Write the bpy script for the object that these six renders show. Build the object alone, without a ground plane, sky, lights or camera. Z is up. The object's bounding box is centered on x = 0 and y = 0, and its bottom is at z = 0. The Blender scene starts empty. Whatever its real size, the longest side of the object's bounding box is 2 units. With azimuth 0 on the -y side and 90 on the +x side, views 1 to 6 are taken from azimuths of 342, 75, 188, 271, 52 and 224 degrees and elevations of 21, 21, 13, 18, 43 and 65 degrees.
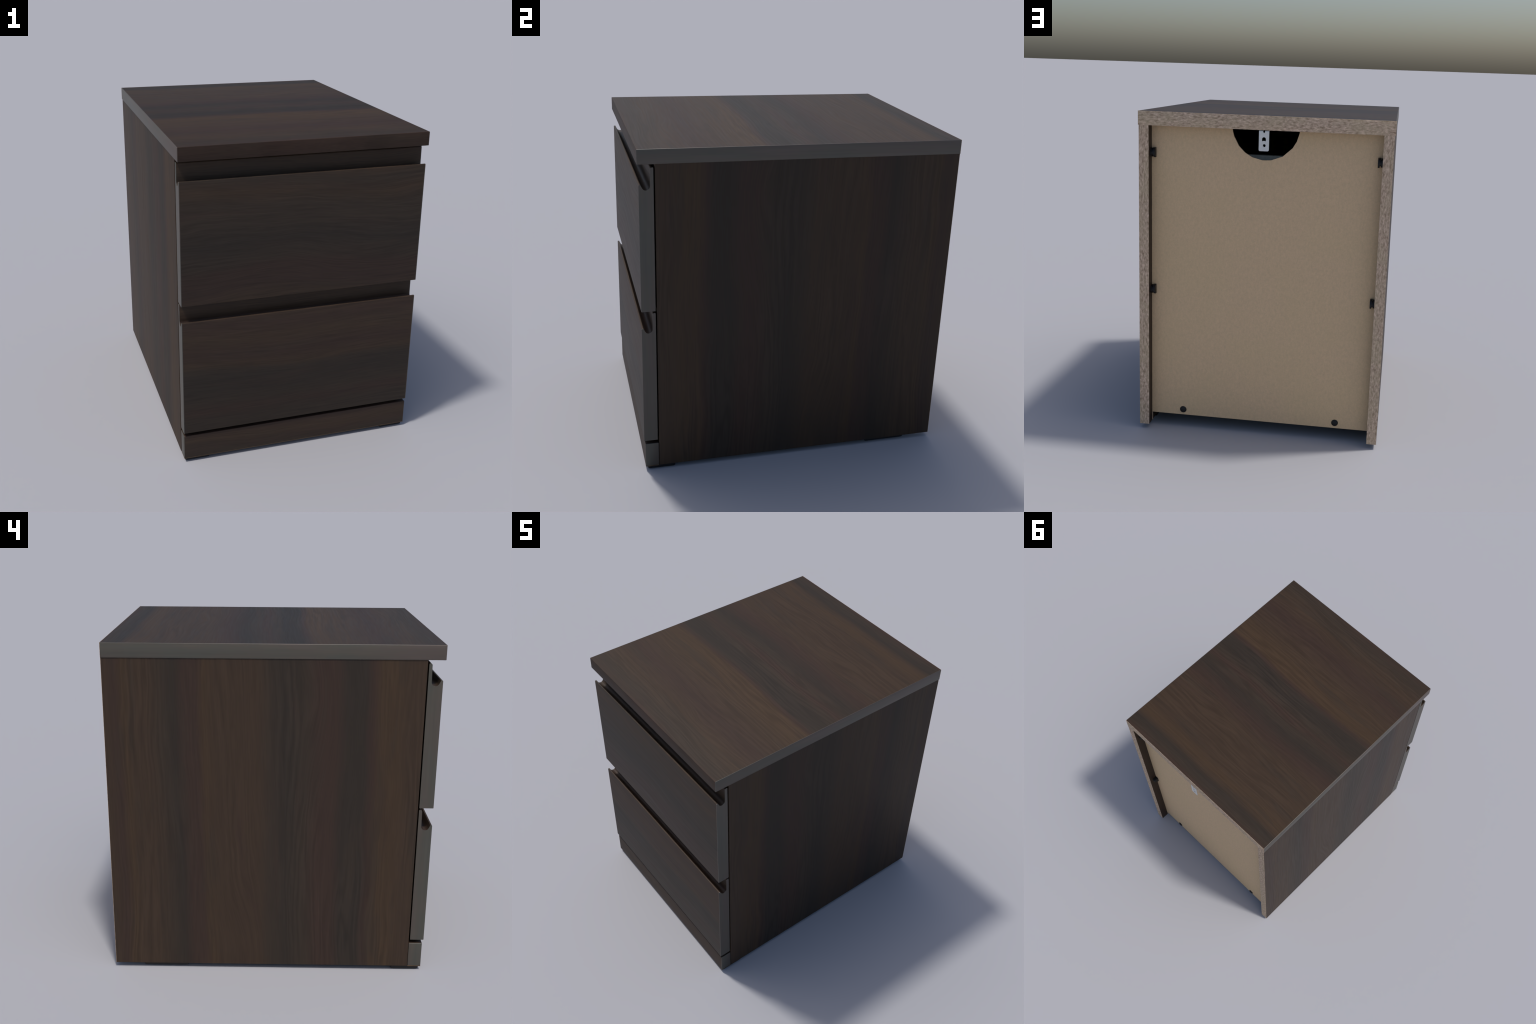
"""Two-drawer bedside chest in dark wood veneer.  Metres, z up, front faces -y."""
import bpy, bmesh, math
from mathutils import Vector

# ------------------------------------------------------------------ sizes
TOP_X, TOP_Y = 0.7553, 0.9395          # half width / half depth of the top
TOP_Z0, TOP_Z1 = 1.9170, 2.0000
SIDE_X1, SIDE_X0 = 0.7508, 0.6905      # outer / inner face of a side panel
SIDE_Y0, SIDE_Y1 = -0.8420, 0.9395
SIDE_Z0 = 0.0276
FRONT_X = 0.7485
FRONT_Y0, FRONT_Y1 = -0.9312, -0.8500  # drawer front: outer / rear face
DRAWER_Z = (1.0580, 0.2070)            # lower edges of the two fronts
DRAWER_H = 0.8400
PLINTH_Y0, PLINTH_Y1 = -0.9240, -0.8440
PLINTH_Z0, PLINTH_Z1 = 0.0245, 0.1830
BACK_Y0, BACK_Y1 = 0.8600, 0.8720
BACK_Z0 = 0.0840
BAND = 0.0035                          # thickness of the glued edge strips

# ------------------------------------------------------------------ node helpers
class Nodes:
    def __init__(self, name):
        self.mat = bpy.data.materials.new(name)
        self.mat.use_nodes = True
        self.t = self.mat.node_tree
        self.bsdf = self.t.nodes["Principled BSDF"]
        self.coord = self.t.nodes.new("ShaderNodeTexCoord").outputs["Object"]

    def link(self, a, b):
        self.t.links.new(a, b)

    def put(self, sock, val):
        if isinstance(val, bpy.types.NodeSocket):
            self.link(val, sock)
        else:
            sock.default_value = val

    def math(self, op, a, b=None, c=None, clamp=False):
        n = self.t.nodes.new("ShaderNodeMath")
        n.operation = op
        n.use_clamp = clamp
        for i, v in enumerate((a, b, c)):
            if v is not None:
                self.put(n.inputs[i], v)
        return n.outputs[0]

    def xyz(self, vec):
        n = self.t.nodes.new("ShaderNodeSeparateXYZ")
        self.link(vec, n.inputs[0])
        return list(n.outputs)

    def vec(self, x, y, z):
        n = self.t.nodes.new("ShaderNodeCombineXYZ")
        for s, v in zip(n.inputs, (x, y, z)):
            self.put(s, v)
        return n.outputs[0]

    def noise(self, vec, scale=1.0, detail=2.0, rough=0.5, distort=0.0):
        n = self.t.nodes.new("ShaderNodeTexNoise")
        self.link(vec, n.inputs["Vector"])
        n.inputs["Scale"].default_value = scale
        n.inputs["Detail"].default_value = detail
        n.inputs["Roughness"].default_value = rough
        n.inputs["Distortion"].default_value = distort
        return n.outputs["Fac"]

    def remap(self, v, a, b, c, d, smooth=False):
        n = self.t.nodes.new("ShaderNodeMapRange")
        if smooth:
            n.interpolation_type = 'SMOOTHSTEP'
        self.put(n.inputs[0], v)
        for i, q in enumerate((a, b, c, d)):
            self.put(n.inputs[i + 1], q)
        return n.outputs[0]

    def ramp(self, fac, stops, interp='EASE'):
        n = self.t.nodes.new("ShaderNodeValToRGB")
        cr = n.color_ramp
        cr.interpolation = interp
        stops = sorted(stops, key=lambda s: s[0])
        while len(cr.elements) < len(stops):
            cr.elements.new(0.5)
        for e, (p, col) in zip(cr.elements, stops):
            e.position = p
            e.color = (*col, 1.0)
        self.put(n.inputs[0], fac)
        return n.outputs[0]

    def mix(self, fac, a, b, blend='MIX'):
        n = self.t.nodes.new("ShaderNodeMix")
        n.data_type = 'RGBA'
        n.blend_type = blend
        self.put(n.inputs[0], fac)
        for s, v in ((n.inputs[6], a), (n.inputs[7], b)):
            self.put(s, (*v, 1.0) if isinstance(v, tuple) else v)
        return n.outputs[2]

    def scale_col(self, col, fac):
        n = self.t.nodes.new("ShaderNodeVectorMath")
        n.operation = 'SCALE'
        self.link(col, n.inputs[0])
        self.put(n.inputs["Scale"], fac)
        return n.outputs[0]

    def bump(self, height, strength, dist=0.001):
        n = self.t.nodes.new("ShaderNodeBump")
        n.inputs["Strength"].default_value = strength
        n.inputs["Distance"].default_value = dist
        self.link(height, n.inputs["Height"])
        self.link(n.outputs[0], self.bsdf.inputs["Normal"])

    def done(self, col, rough, spec=0.5, metal=0.0):
        self.put(self.bsdf.inputs["Base Color"], (*col, 1.0) if isinstance(col, tuple) else col)
        self.put(self.bsdf.inputs["Roughness"], rough)
        self.put(self.bsdf.inputs["Specular IOR Level"], spec)
        self.put(self.bsdf.inputs["Metallic"], metal)
        return self.mat


# veneer tones (linear)
DARK = (0.0298, 0.0226, 0.0171)
GREY = (0.0368, 0.0263, 0.0187)
PLUM = (0.0405, 0.0246, 0.0181)
BROWN = (0.0458, 0.0290, 0.0184)
OCHRE = (0.0515, 0.0316, 0.0181)


def wood(name, grain, across, span, bands, seed, warp=0.10, gain=1.0, rings=1.0,
         eyes=(), rough=0.52, spec=0.18, streak=1.0, patchy=0.55):
    """Veneer with long grain along axis `grain`; colour bands lie across axis `across`.
    bands: (position in metres across the grain, tone).  eyes: (grain, across, radius)
    of cathedral figures that push the growth lines aside."""
    m = Nodes(name)
    c = m.xyz(m.coord)
    ax = "xyz"
    g, v = c[ax.index(grain)], c[ax.index(across)]
    w = c[[i for i in range(3) if ax[i] not in (grain, across)][0]]
    g = m.math('ADD', g, seed * 3.17)
    vs = m.math('ADD', v, seed * 1.31)
    # slow wander of the growth lines plus a faster shiver
    slow = m.math('SUBTRACT', m.noise(m.vec(m.math('MULTIPLY', g, 0.9), m.math('MULTIPLY', vs, 1.6), seed), 1.0, 1.0), 0.5)
    fast = m.math('SUBTRACT', m.noise(m.vec(m.math('MULTIPLY', g, 3.2), m.math('MULTIPLY', vs, 8.0), seed + 4), 1.0, 2.0), 0.5)
    off = m.math('ADD', m.math('MULTIPLY', slow, warp * 2.0), m.math('MULTIPLY', fast, warp * 0.42))
    vv = m.math('ADD', v, off)
    lines = m.math('ADD', vs, off)
    for (ge, ve, r) in eyes:
        dg = m.math('MULTIPLY', m.math('SUBTRACT', g, ge + seed * 3.17), 0.28 / r)
        dv = m.math('DIVIDE', m.math('SUBTRACT', vv, ve), r)
        d2 = m.math('ADD', m.math('MULTIPLY', dg, dg), m.math('MULTIPLY', dv, dv))
        lines = m.math('ADD', lines, m.math('DIVIDE', r * 0.48, m.math('ADD', d2, 0.60)))
    a, b = span
    t = m.remap(vv, a, b, 0.0, 1.0)
    col = m.ramp(t, [((p - a) / (b - a), tone) for p, tone in bands], 'LINEAR')
    # patches of neighbouring tone drawn out along the grain
    patch = m.noise(m.vec(m.math('MULTIPLY', g, 1.3), m.math('MULTIPLY', lines, 11.0), m.math('MULTIPLY', w, 9.0)), 1.0, 3.0, 0.55)
    col = m.mix(m.remap(patch, 0.52, 0.66, 0.0, patchy, True), col, GREY)
    patch2 = m.noise(m.vec(m.math('MULTIPLY', g, 0.8), m.math('MULTIPLY', lines, 9.0), m.math('MULTIPLY_ADD', w, 12.0, 7.7)), 1.0, 3.0, 0.6)
    col = m.mix(m.remap(patch2, 0.55, 0.72, 0.0, patchy, True), col, PLUM)
    # growth lines: contour lines of the warped field
    ring_in = m.math('MULTIPLY_ADD', lines, 150.0, m.math('MULTIPLY', m.noise(m.vec(m.math('MULTIPLY', g, 0.7), m.math('MULTIPLY', lines, 9.0), seed + 9), 1.0, 3.0), 46.0))
    ring = m.math('SINE', ring_in)
    fade = m.noise(m.vec(m.math('MULTIPLY', g, 1.0), m.math('MULTIPLY', lines, 5.0), seed + 2), 1.0, 1.0)
    ring = m.math('MULTIPLY', ring, m.remap(fade, 0.35, 0.65, 0.015, 0.100 * rings))
    # streaks and pores
    st = m.noise(m.vec(m.math('MULTIPLY', g, 2.0), m.math('MULTIPLY', lines, 70.0), m.math('MULTIPLY', w, 60.0)), 1.0, 4.0, 0.6)
    fine = m.noise(m.vec(m.math('MULTIPLY', g, 7.0), m.math('MULTIPLY', lines, 330.0), m.math('MULTIPLY', w, 300.0)), 1.0, 2.0, 0.6)
    val = m.math('ADD', m.remap(st, 0.3, 0.7, -0.11 * streak, 0.11 * streak), m.remap(fine, 0.3, 0.7, -0.15 * streak, 0.15 * streak))
    val = m.math('ADD', m.math('ADD', val, ring), 1.0)
    col = m.scale_col(col, m.math('MULTIPLY', val, gain))
    m.bump(fine, 0.10, 0.0006)
    return m.done(col, m.remap(st, 0.3, 0.7, rough - 0.04, rough + 0.05), spec)


def edge_strip(name, grain, gain=1.0):
    """Grey-brown glued edge strip, finely lined along the grain."""
    m = Nodes(name)
    c = m.xyz(m.coord)
    i = "xyz".index(grain)
    k = [55.0, 55.0, 55.0]
    k[i] = 1.4
    f = m.noise(m.vec(*[m.math('MULTIPLY', q, s) for q, s in zip(c, k)]), 1.0, 3.0, 0.6)
    k2 = [10.0, 10.0, 10.0]
    k2[i] = 2.0
    p = m.noise(m.vec(*[m.math('MULTIPLY', q, s) for q, s in zip(c, k2)]), 1.0, 2.0)
    col = m.ramp(m.remap(p, 0.35, 0.65, 0.0, 1.0), [(0.0, (0.056, 0.053, 0.040)), (0.5, (0.064, 0.053, 0.039)), (1.0, (0.072, 0.053, 0.042))], 'LINEAR')
    col = m.scale_col(col, m.math('MULTIPLY', m.remap(f, 0.3, 0.7, 0.90, 1.10), gain))
    return m.done(col, 0.46, 0.72)


def chipboard(name, along):
    """Raw particle board: small light and dark flakes lying along one axis."""
    m = Nodes(name)
    c = m.xyz(m.coord)
    k = [1.0, 1.0, 1.0]
    k["xyz".index(along)] = 0.38
    q = m.vec(*[m.math('MULTIPLY', a, s) for a, s in zip(c, k)])
    n1 = m.noise(q, 100.0, 2.0, 0.6, 0.2)
    n2 = m.noise(q, 80.0, 2.0, 0.6)
    n3 = m.noise(m.coord, 9.0, 2.0)
    col = m.ramp(n1, [(0.32, (0.320, 0.220, 0.150)), (0.43, (0.490, 0.358, 0.255)),
                      (0.54, (0.590, 0.434, 0.315)), (0.68, (0.780, 0.590, 0.440))], 'LINEAR')
    col = m.mix(m.remap(n2, 0.58, 0.68, 0.0, 0.55), col, (0.290, 0.198, 0.128))
    col = m.mix(m.remap(n3, 0.4, 0.65, 0.0, 0.35), col, (0.52, 0.42, 0.26))
    m.bump(n1, 0.35, 0.003)
    return m.done(col, 0.85, 0.15)


def hardboard(name):
    m = Nodes(name)
    c = m.xyz(m.coord)
    n1 = m.noise(m.vec(m.math('MULTIPLY', c[0], 1.6), c[1], c[2]), 38.0, 4.0, 0.65)
    n2 = m.noise(m.coord, 3.0, 2.0)
    n3 = m.noise(m.coord, 160.0, 2.0, 0.7)
    col = m.ramp(n1, [(0.30, (0.640, 0.460, 0.280)), (0.50, (0.685, 0.487, 0.296)), (0.70, (0.725, 0.512, 0.312))], 'LINEAR')
    col = m.mix(m.remap(n2, 0.4, 0.65, 0.0, 0.25), col, (0.655, 0.490, 0.270))
    col = m.scale_col(col, m.remap(n3, 0.3, 0.7, 0.95, 1.05))
    return m.done(col, 0.75, 0.15)


def plain(name, col, rough, spec=0.5, metal=0.0, grain=0.0):
    m = Nodes(name)
    n = m.noise(m.coord, 60.0, 3.0)
    c = m.mix(m.remap(n, 0.3, 0.7, 0.0, 1.0), tuple(q * (1 - grain) for q in col), tuple(q * (1 + grain) for q in col))
    return m.done(c, rough, spec, metal)


# ------------------------------------------------------------------ mesh helpers
root = bpy.data.objects.new("bedside_chest", None)
bpy.context.scene.collection.objects.link(root)
root["label"] = "dark brown wood veneer bedside chest with two drawers"
root["category"] = "nightstand"


def add(name, mesh, mat, parent=root, loc=(0, 0, 0)):
    ob = bpy.data.objects.new(name, mesh)
    bpy.context.scene.collection.objects.link(ob)
    ob.parent = parent
    ob.location = loc
    if mat and not mesh.materials:
        mesh.materials.append(mat)
    return ob


def finish(bm, name, angle=35):
    bmesh.ops.recalc_face_normals(bm, faces=bm.faces)
    me = bpy.data.meshes.new(name)
    bm.to_mesh(me)
    bm.free()
    for p in me.polygons:
        p.use_smooth = True
    me.set_sharp_from_angle(angle=math.radians(angle))
    return me


def box_mesh(name, lo, hi, bevel=0.0, seg=3, keep_sharp=None):
    """Box with rounded edges; keep_sharp(midpoint) -> True leaves an edge square."""
    bm = bmesh.new()
    bmesh.ops.create_cube(bm, size=1.0)
    lo, hi = Vector(lo), Vector(hi)
    for v in bm.verts:
        v.co = Vector((lo[i] if v.co[i] < 0 else hi[i]) for i in range(3))
    if bevel:
        es = [e for e in bm.edges if not (keep_sharp and keep_sharp((e.verts[0].co + e.verts[1].co) / 2))]
        bmesh.ops.bevel(bm, geom=es, offset=bevel, segments=seg, profile=0.5, affect='EDGES', clamp_overlap=True)
    return finish(bm, name)


def rounded(points, seg=5):
    """Round a closed polygon; points are (a, b, radius)."""
    out = []
    n = len(points)
    for i, (a, b, r) in enumerate(points):
        p = Vector((a, b))
        if r <= 0:
            out.append(p)
            continue
        d0 = (Vector(points[i - 1][:2]) - p).normalized()
        d1 = (Vector(points[(i + 1) % n][:2]) - p).normalized()
        half = d0.angle(d1) / 2
        k = r / math.tan(half)
        s, e = p + d0 * k, p + d1 * k
        cen = p + (d0 + d1).normalized() * (r / math.sin(half))
        a0 = math.atan2(s.y - cen.y, s.x - cen.x)
        a1 = math.atan2(e.y - cen.y, e.x - cen.x)
        da = (a1 - a0 + math.pi) % (2 * math.pi) - math.pi
        out += [cen + r * Vector((math.cos(a0 + da * j / seg), math.sin(a0 + da * j / seg))) for j in range(seg + 1)]
    return out


def extrude_yz(name, prof, x0, x1, bevel=0.0, angle=30):
    """Prism of a (y, z) outline between two x positions, end rims optionally chamfered."""
    bm = bmesh.new()
    rings = [[bm.verts.new((x, p[0], p[1])) for p in prof] for x in (x0, x1)]
    n = len(prof)
    for i in range(n):
        bm.faces.new((rings[0][i], rings[0][(i + 1) % n], rings[1][(i + 1) % n], rings[1][i]))
    for r in rings:
        bm.faces.new(r)
    return finish(bm, name, angle)


def plate_xz(name, outline, holes, y0, y1):
    """Flat plate in the xz plane with holes, built as a filled 2D curve."""
    cu = bpy.data.curves.new(name, 'CURVE')
    cu.dimensions = '2D'
    cu.fill_mode = 'BOTH'
    cu.extrude = (y1 - y0) / 2
    for loop in [outline] + list(holes):
        sp = cu.splines.new('POLY')
        sp.points.add(len(loop) - 1)
        for q, p in zip(sp.points, loop):
            q.co = (p[0], p[1], 0, 1)
        sp.use_cyclic_u = True
    tmp = bpy.data.objects.new("helper", cu)
    bpy.context.scene.collection.objects.link(tmp)
    me = bpy.data.meshes.new_from_object(tmp.evaluated_get(bpy.context.evaluated_depsgraph_get()))
    bpy.data.objects.remove(tmp)
    bpy.data.curves.remove(cu)
    ym = (y0 + y1) / 2
    for v in me.vertices:                       # curve plane xy -> xz
        v.co = (v.co.x, ym - v.co.z, v.co.y)
    bm = bmesh.new()
    bm.from_mesh(me)
    bmesh.ops.remove_doubles(bm, verts=bm.verts, dist=1e-6)
    bpy.data.meshes.remove(me)
    return finish(bm, name)


def arc(cx, cy, r, a0, a1, n):
    return [(cx + r * math.cos(math.radians(a0 + (a1 - a0) * i / n)),
             cy + r * math.sin(math.radians(a0 + (a1 - a0) * i / n))) for i in range(n + 1)]


# ------------------------------------------------------------------ materials
top_bands = [(-0.94, PLUM), (-0.86, GREY), (-0.74, BROWN), (-0.60, PLUM), (-0.45, BROWN),
             (-0.33, OCHRE), (-0.24, OCHRE), (-0.205, PLUM), (-0.17, DARK), (-0.08, DARK), (-0.02, GREY),
             (0.03, PLUM), (0.08, GREY), (0.15, DARK), (0.25, PLUM), (0.36, BROWN),
             (0.50, BROWN), (0.62, BROWN), (0.68, BROWN), (0.77, OCHRE), (0.81, BROWN),
             (0.855, DARK), (0.91, GREY), (0.94, PLUM)]
side_bands = [(-0.85, BROWN), (-0.76, BROWN), (-0.69, OCHRE), (-0.61, OCHRE), (-0.565, PLUM),
              (-0.52, DARK), (-0.42, DARK), (-0.36, PLUM), (-0.28, PLUM), (-0.20, GREY),
              (-0.08, DARK), (0.00, GREY), (0.08, BROWN), (0.20, BROWN), (0.30, BROWN),
              (0.36, OCHRE), (0.40, PLUM), (0.47, PLUM), (0.53, DARK), (0.58, GREY),
              (0.68, BROWN), (0.77, BROWN), (0.82, OCHRE), (0.87, PLUM), (0.94, BROWN)]
upper_bands = [(1.05, BROWN), (1.12, PLUM), (1.22, PLUM), (1.28, GREY), (1.40, DARK),
               (1.52, GREY), (1.62, GREY), (1.70, BROWN), (1.78, GREY), (1.84, BROWN), (1.90, BROWN)]
lower_bands = [(0.20, GREY), (0.28, GREY), (0.34, PLUM), (0.40, GREY), (0.47, DARK),
               (0.56, DARK), (0.595, GREY), (0.62, BROWN), (0.70, PLUM), (0.80, BROWN),
               (0.90, PLUM), (0.96, BROWN), (1.05, BROWN)]
plinth_bands = [(0.02, GREY), (0.06, PLUM), (0.12, BROWN), (0.19, PLUM)]

M_TOP = wood("veneer_top", 'x', 'y', (-0.94, 0.94), top_bands, 1.0, warp=0.055,
             eyes=((0.08, 0.40, 0.10), (0.25, -0.72, 0.09)), rings=1.2, spec=0.15)
M_SIDE = wood("veneer_side", 'z', 'y', (-0.94, 0.94), side_bands, 2.3, warp=0.060, rings=1.25, spec=0.22, streak=0.62,
              eyes=((0.10, 0.12, 0.19), (1.75, -0.28, 0.15)))
M_UPPER = wood("veneer_upper_front", 'x', 'z', (1.05, 1.90), upper_bands, 3.1, warp=0.09,
               eyes=((0.30, 1.27, 0.13),), rings=1.1, spec=0.23, streak=1.15, patchy=0.40)
M_LOWER = wood("veneer_lower_front", 'x', 'z', (0.20, 1.05), lower_bands, 4.7, warp=0.06, rings=1.0, spec=0.23, streak=1.15, patchy=0.35)
M_PLINTH = wood("veneer_plinth", 'x', 'z', (0.02, 0.19), plinth_bands, 5.9, warp=0.08, spec=0.25)
M_STRIP_Y = edge_strip("edge_strip_long", 'y')
M_STRIP_Z = edge_strip("edge_strip_upright", 'z')
M_CHIP_X = chipboard("raw_chipboard_long", 'x')
M_CHIP_Z = chipboard("raw_chipboard_upright", 'z')
M_BOARD = hardboard("brown_hardboard")
M_WORN = plain("worn_brown_edge", (0.150, 0.092, 0.048), 0.7, 0.2, 0.0, 0.25)
M_PLASTIC = plain("black_plastic", (0.008, 0.008, 0.009), 0.50, 0.35, 0.0, 0.2)
M_ZINC = plain("zinc_steel", (0.73, 0.72, 0.68), 0.45, 0.4, 0.05, 0.03)
M_BOX = plain("grey_drawer_board", (0.56, 0.54, 0.46), 0.6, 0.4, 0.0, 0.1)

# ------------------------------------------------------------------ top
SH = BAND + 0.0002
REAR = 0.0012
top = add("tabletop", box_mesh("tabletop", (-TOP_X + BAND, -TOP_Y, TOP_Z0), (TOP_X - BAND, TOP_Y - REAR, TOP_Z1), 0.0030,
                               keep_sharp=lambda c: abs(c.x) > TOP_X - 2 * SH or c.y > TOP_Y - 2 * REAR), M_TOP)
for s in (-1, 1):
    xa, xb = sorted((s * (TOP_X - BAND), s * TOP_X))
    add("edge_band", box_mesh("edge_band", (xa, -TOP_Y, TOP_Z0), (xb, TOP_Y - REAR, TOP_Z1), 0.0032, 3,
                              keep_sharp=lambda c: abs(c.x) < TOP_X - BAND * 0.75), M_STRIP_Y, top)
add("raw_edge", box_mesh("raw_edge", (-TOP_X, TOP_Y - REAR, TOP_Z0), (TOP_X, TOP_Y, TOP_Z1), 0.0008, 2,
                         keep_sharp=lambda c: c.y < TOP_Y - REAR * 0.75), M_CHIP_X, top)

# ------------------------------------------------------------------ side panels
for s in (-1, 1):
    xa, xb = sorted((s * SIDE_X0, s * SIDE_X1))
    side = add("side_panel", box_mesh("side_panel", (xa, SIDE_Y0, SIDE_Z0), (xb, SIDE_Y1 - 0.001, TOP_Z0), 0.0020, 2,
                                      keep_sharp=lambda c: c.z > TOP_Z0 - 0.01 or c.y > SIDE_Y1 - 0.01 or c.z < 0.03), M_SIDE)
    add("raw_edge", box_mesh("raw_edge", (xa, SIDE_Y1 - 0.001, SIDE_Z0), (xb, SIDE_Y1, TOP_Z0)), M_CHIP_Z, side)
    # groove that holds the back panel, cut through to the raw board below it
    xg = sorted((s * (SIDE_X0 - 0.0012), s * SIDE_X0))
    add("panel_groove", box_mesh("panel_groove", (xg[0], BACK_Y0, SIDE_Z0), (xg[1], BACK_Y1, BACK_Z0)), M_CHIP_Z, side)

# ------------------------------------------------------------------ drawers
def front_profile(z0):
    y0, y1 = FRONT_Y0, FRONT_Y1
    cy, cz, r = -0.8915, 0.7365, 0.0225            # finger groove behind the lip
    pts = rounded([(y1, 0.0, 0.002), (y0, 0.0, 0.003), (y0, 0.7455, 0.0040), (-0.9200, 0.7460, 0.002)], 4)[:-2]
    pts = [tuple(p) for p in pts]
    pts += arc(cy, cz, r, 200, 360, 14)
    tail = rounded([(cy + r, 0.80, 0), (-0.8672, 0.8400, 0.0100), (y1, 0.8400, 0.0040), (y1, 0.80, 0)], 5)
    pts += [tuple(p) for p in tail[1:-1]]
    return [(a, b + z0) for a, b in pts]


for z0, mat in zip(DRAWER_Z, (M_UPPER, M_LOWER)):
    prof = front_profile(z0)
    front = add("drawer_front", extrude_yz("drawer_front", prof, -FRONT_X + BAND, FRONT_X - BAND), mat)
    for s in (-1, 1):
        xa, xb = sorted((s * (FRONT_X - BAND), s * FRONT_X))
        add("edge_band", extrude_yz("edge_band", prof, xa, xb), M_STRIP_Z, front)
    # drawer box behind the front: two sides, back and bottom
    zb, zt, yb, xo = z0 + 0.082, z0 + 0.690, 0.715, 0.655
    ya, w = FRONT_Y1 + 0.001, 0.040
    bm = bmesh.new()
    for lo, hi in (((-xo, ya, zb), (-xo + w, yb, zt)), ((xo - w, ya, zb), (xo, yb, zt)),
                   ((-xo + w + 0.0005, yb - w, zb), (xo - w - 0.0005, yb, zt)),
                   ((-xo + w + 0.0005, ya, zb), (xo - w - 0.0005, yb - w - 0.0005, zb + 0.012))):
        r = bmesh.ops.create_cube(bm, size=1.0)
        for v in r["verts"]:
            v.co = Vector((lo[i] if v.co[i] < 0 else hi[i]) for i in range(3))
    add("drawer_box", finish(bm, "drawer_box"), M_BOX, front)

# ------------------------------------------------------------------ plinth, rails
plinth = add("plinth", box_mesh("plinth", (-FRONT_X + BAND, PLINTH_Y0, PLINTH_Z0 + 0.0025), (FRONT_X - BAND, PLINTH_Y1, PLINTH_Z1), 0.0030, 3,
                                keep_sharp=lambda c: abs(c.x) > FRONT_X - 0.01 or c.z < 0.04), M_PLINTH)
for s in (-1, 1):
    xa, xb = sorted((s * (FRONT_X - BAND), s * FRONT_X))
    add("edge_band", box_mesh("edge_band", (xa, PLINTH_Y0, PLINTH_Z0 + 0.0025), (xb, PLINTH_Y1, PLINTH_Z1), 0.0030, 3,
                              keep_sharp=lambda c: abs(c.x) < FRONT_X - BAND * 0.75), M_STRIP_Z, plinth)
add("raw_edge", box_mesh("raw_edge", (-FRONT_X, PLINTH_Y0, PLINTH_Z0), (FRONT_X, PLINTH_Y1, PLINTH_Z0 + 0.0025)), M_WORN, plinth)
add("rear_rail", box_mesh("rear_rail", (-SIDE_X0, BACK_Y0 - 0.045, BACK_Z0), (SIDE_X0, BACK_Y0, 0.20)), M_BOX)

# ------------------------------------------------------------------ back panel with hand hole
hole_angles = (80, 70.6, 52.8, 37.4, 22.8, 4.6, -9.9, -30.8, -53, -66, -80)   # from straight down
outline = [(-SIDE_X0 - 0.006, BACK_Z0), (SIDE_X0 + 0.006, BACK_Z0), (SIDE_X0 + 0.006, TOP_Z0 + 0.004)]
hole = [(0.2015 * math.sin(math.radians(a)), 1.936 - 0.2015 * math.cos(math.radians(a))) for a in hole_angles]
outline += [(hole[0][0] + 0.003, TOP_Z0 + 0.004)] + hole + [(hole[-1][0] - 0.003, TOP_Z0 + 0.004)]
outline += [(-SIDE_X0 - 0.006, TOP_Z0 + 0.004)]
add("back_panel", plate_xz("back_panel", outline, [], BACK_Y0, BACK_Y1), M_BOARD)

# ------------------------------------------------------------------ nails
bm = bmesh.new()
bmesh.ops.create_uvsphere(bm, u_segments=24, v_segments=12, radius=0.0215)
bmesh.ops.delete(bm, geom=[v for v in bm.verts if v.co.z < -0.001], context='VERTS')
for v in bm.verts:
    v.co = Vector((v.co.x, max(0.0, v.co.z) * 0.52, v.co.y))
bmesh.ops.contextual_create(bm, geom=[e for e in bm.edges if e.is_boundary])
nail = finish(bm, "nail")
for s in (1, -1):
    add("nail", nail, M_PLASTIC, loc=(s * 0.4857, BACK_Y1, 0.1188))

# ------------------------------------------------------------------ back clips: small plastic spools wedged beside the panel
def spool(bm, x0, x1, r, n=20):
    """Disc about the x axis, seated on the panel face (y = 0)."""
    prof = [(y, z) for y, z in arc(0.012, 0.0, r, -90, 90, n)]
    prof = [(0.0, -r)] + [(y * (0.040 / (0.012 + r)), z) for y, z in prof] + [(0.0, r)]
    rings = [[bm.verts.new((x, y, z)) for y, z in prof] for x in (x0, x1)]
    k = len(prof)
    for i in range(k):
        bm.faces.new((rings[0][i], rings[0][(i + 1) % k], rings[1][(i + 1) % k], rings[1][i]))
    for q in rings:
        bm.faces.new(q)


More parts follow.
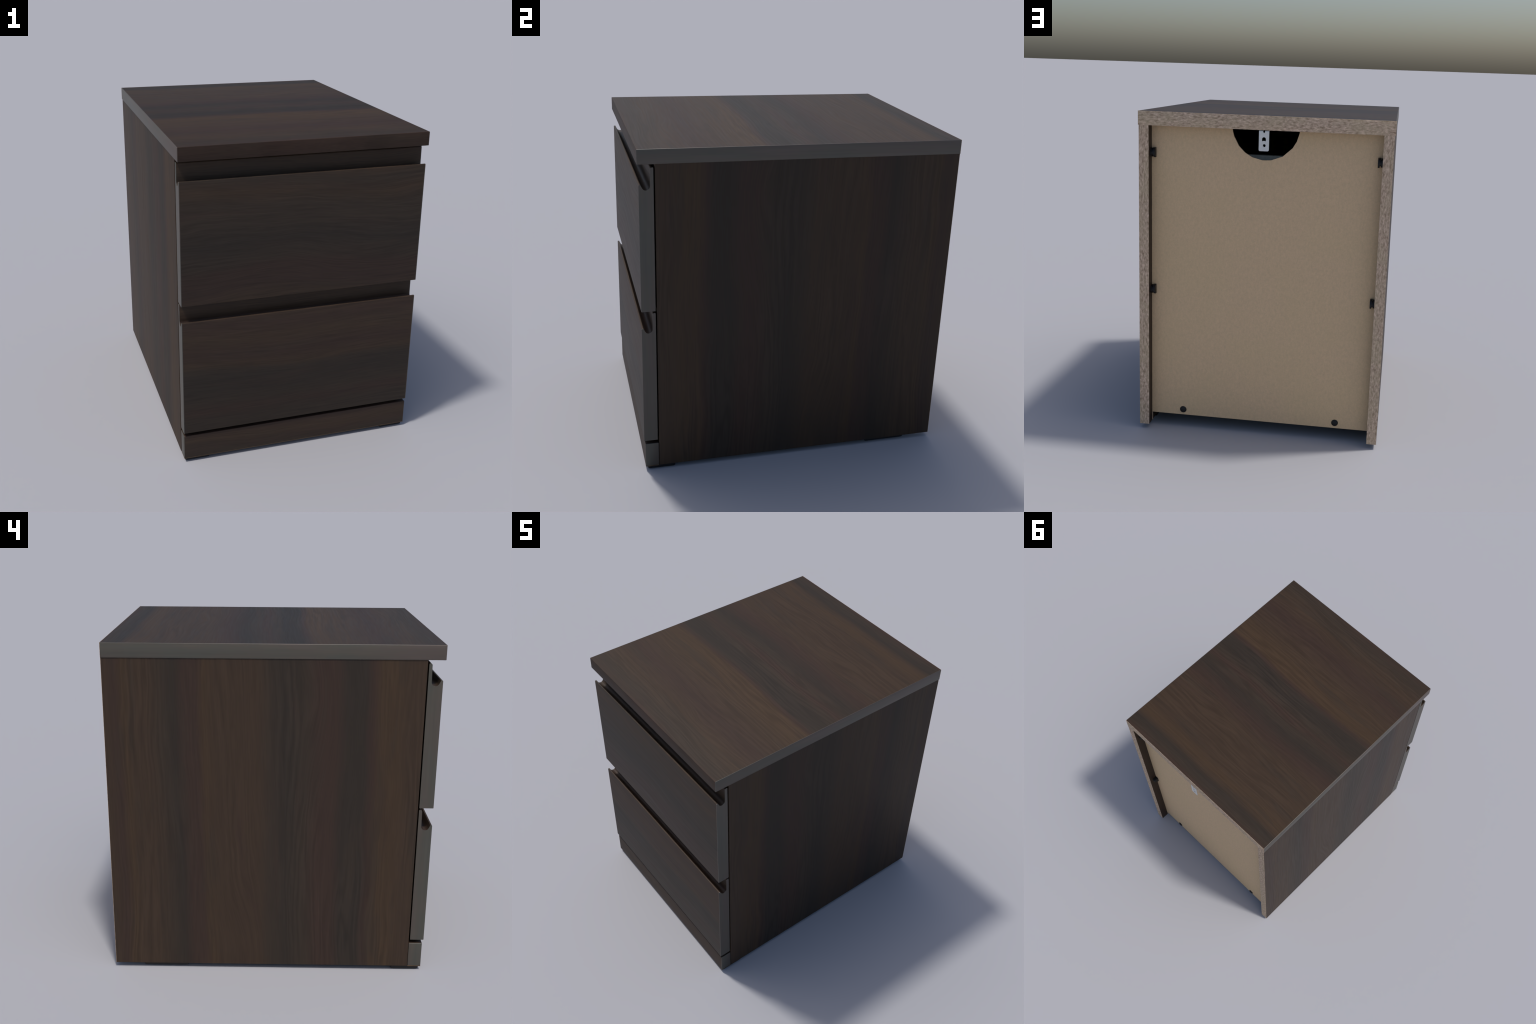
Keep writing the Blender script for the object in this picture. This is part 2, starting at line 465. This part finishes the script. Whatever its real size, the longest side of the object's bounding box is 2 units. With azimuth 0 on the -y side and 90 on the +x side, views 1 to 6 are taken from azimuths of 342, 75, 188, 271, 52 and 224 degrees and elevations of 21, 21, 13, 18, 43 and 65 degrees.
bm = bmesh.new()
spool(bm, 0.0000, 0.0105, 0.0255)
spool(bm, 0.0106, 0.0164, 0.0170)
spool(bm, 0.0165, 0.0285, 0.0290)
for v in bm.verts:                               # outer disc leans over towards its foot
    if v.co.x > 0.016:
        v.co.x += -0.0030 * (v.co.z / 0.029) if v.co.x < 0.02 else 0.0
clip = finish(bm, "back_clip", 30)
for s in (1, -1):
    for z in (1.7540, 0.9080):
        ob = add("back_clip", clip, M_PLASTIC, loc=(s * SIDE_X0, BACK_Y1, z))
        ob.scale.x = -s

# ------------------------------------------------------------------ anchor bracket under the top
B0, B1 = 1.7960, 1.9070
out = [tuple(p) for p in rounded([(-0.030, B1, 0), (-0.030, B0, 0.009), (0.030, B0, 0.009), (0.030, B1, 0)], 5)]
out += [(0.0060, B1), (0.0, B1 - 0.007), (-0.0060, B1)]
slot = arc(0.0, 1.8655, 0.0113, 0, 180, 10) + arc(0.0, 1.8295, 0.0113, 180, 360, 10)
bracket = add("wall_bracket", plate_xz("wall_bracket", out, [slot], 0.9373, 0.9395), M_ZINC)
inner = [(-0.0125, 1.814), (0.0125, 1.814), (0.0125, 1.8520), (0.006, 1.8552), (-0.006, 1.8552), (-0.0125, 1.8520)]
add("bracket_slide", plate_xz("bracket_slide", inner, [arc(-0.0018, 1.8283, 0.0088, 20, 290, 6)], 0.9353, 0.9371), M_ZINC, bracket)
bend = [(0.9395, B1), (0.9387, 1.9105), (0.9350, 1.9140), (0.9300, 1.9160), (0.8500, 1.9160),
        (0.8500, 1.9140), (0.9290, 1.9140), (0.9330, 1.9122), (0.9365, 1.9095), (0.9373, B1)]
for xa, xb in ((-0.030, -0.0055), (0.0055, 0.030)):
    add("bracket_arm", extrude_yz("bracket_arm", bend, xa, xb, angle=60), M_ZINC, bracket)

# ------------------------------------------------------------------ feet
def foot(lo, hi):
    me = box_mesh("foot", lo, hi, 0.010, 4, keep_sharp=lambda c: c.z > hi[2] - 0.002)
    add("foot", me, M_PLASTIC)


for s in (-1, 1):
    xa, xb = sorted((s * 0.583, s * 0.7415))
    foot((xa, -0.9115, 0.0), (xb, -0.7430, PLINTH_Z0 - 0.0002))
    xa, xb = sorted((s * 0.690, s * 0.7415))
    foot((xa, 0.4970, 0.0060), (xb, 0.7660, SIDE_Z0 - 0.0002))
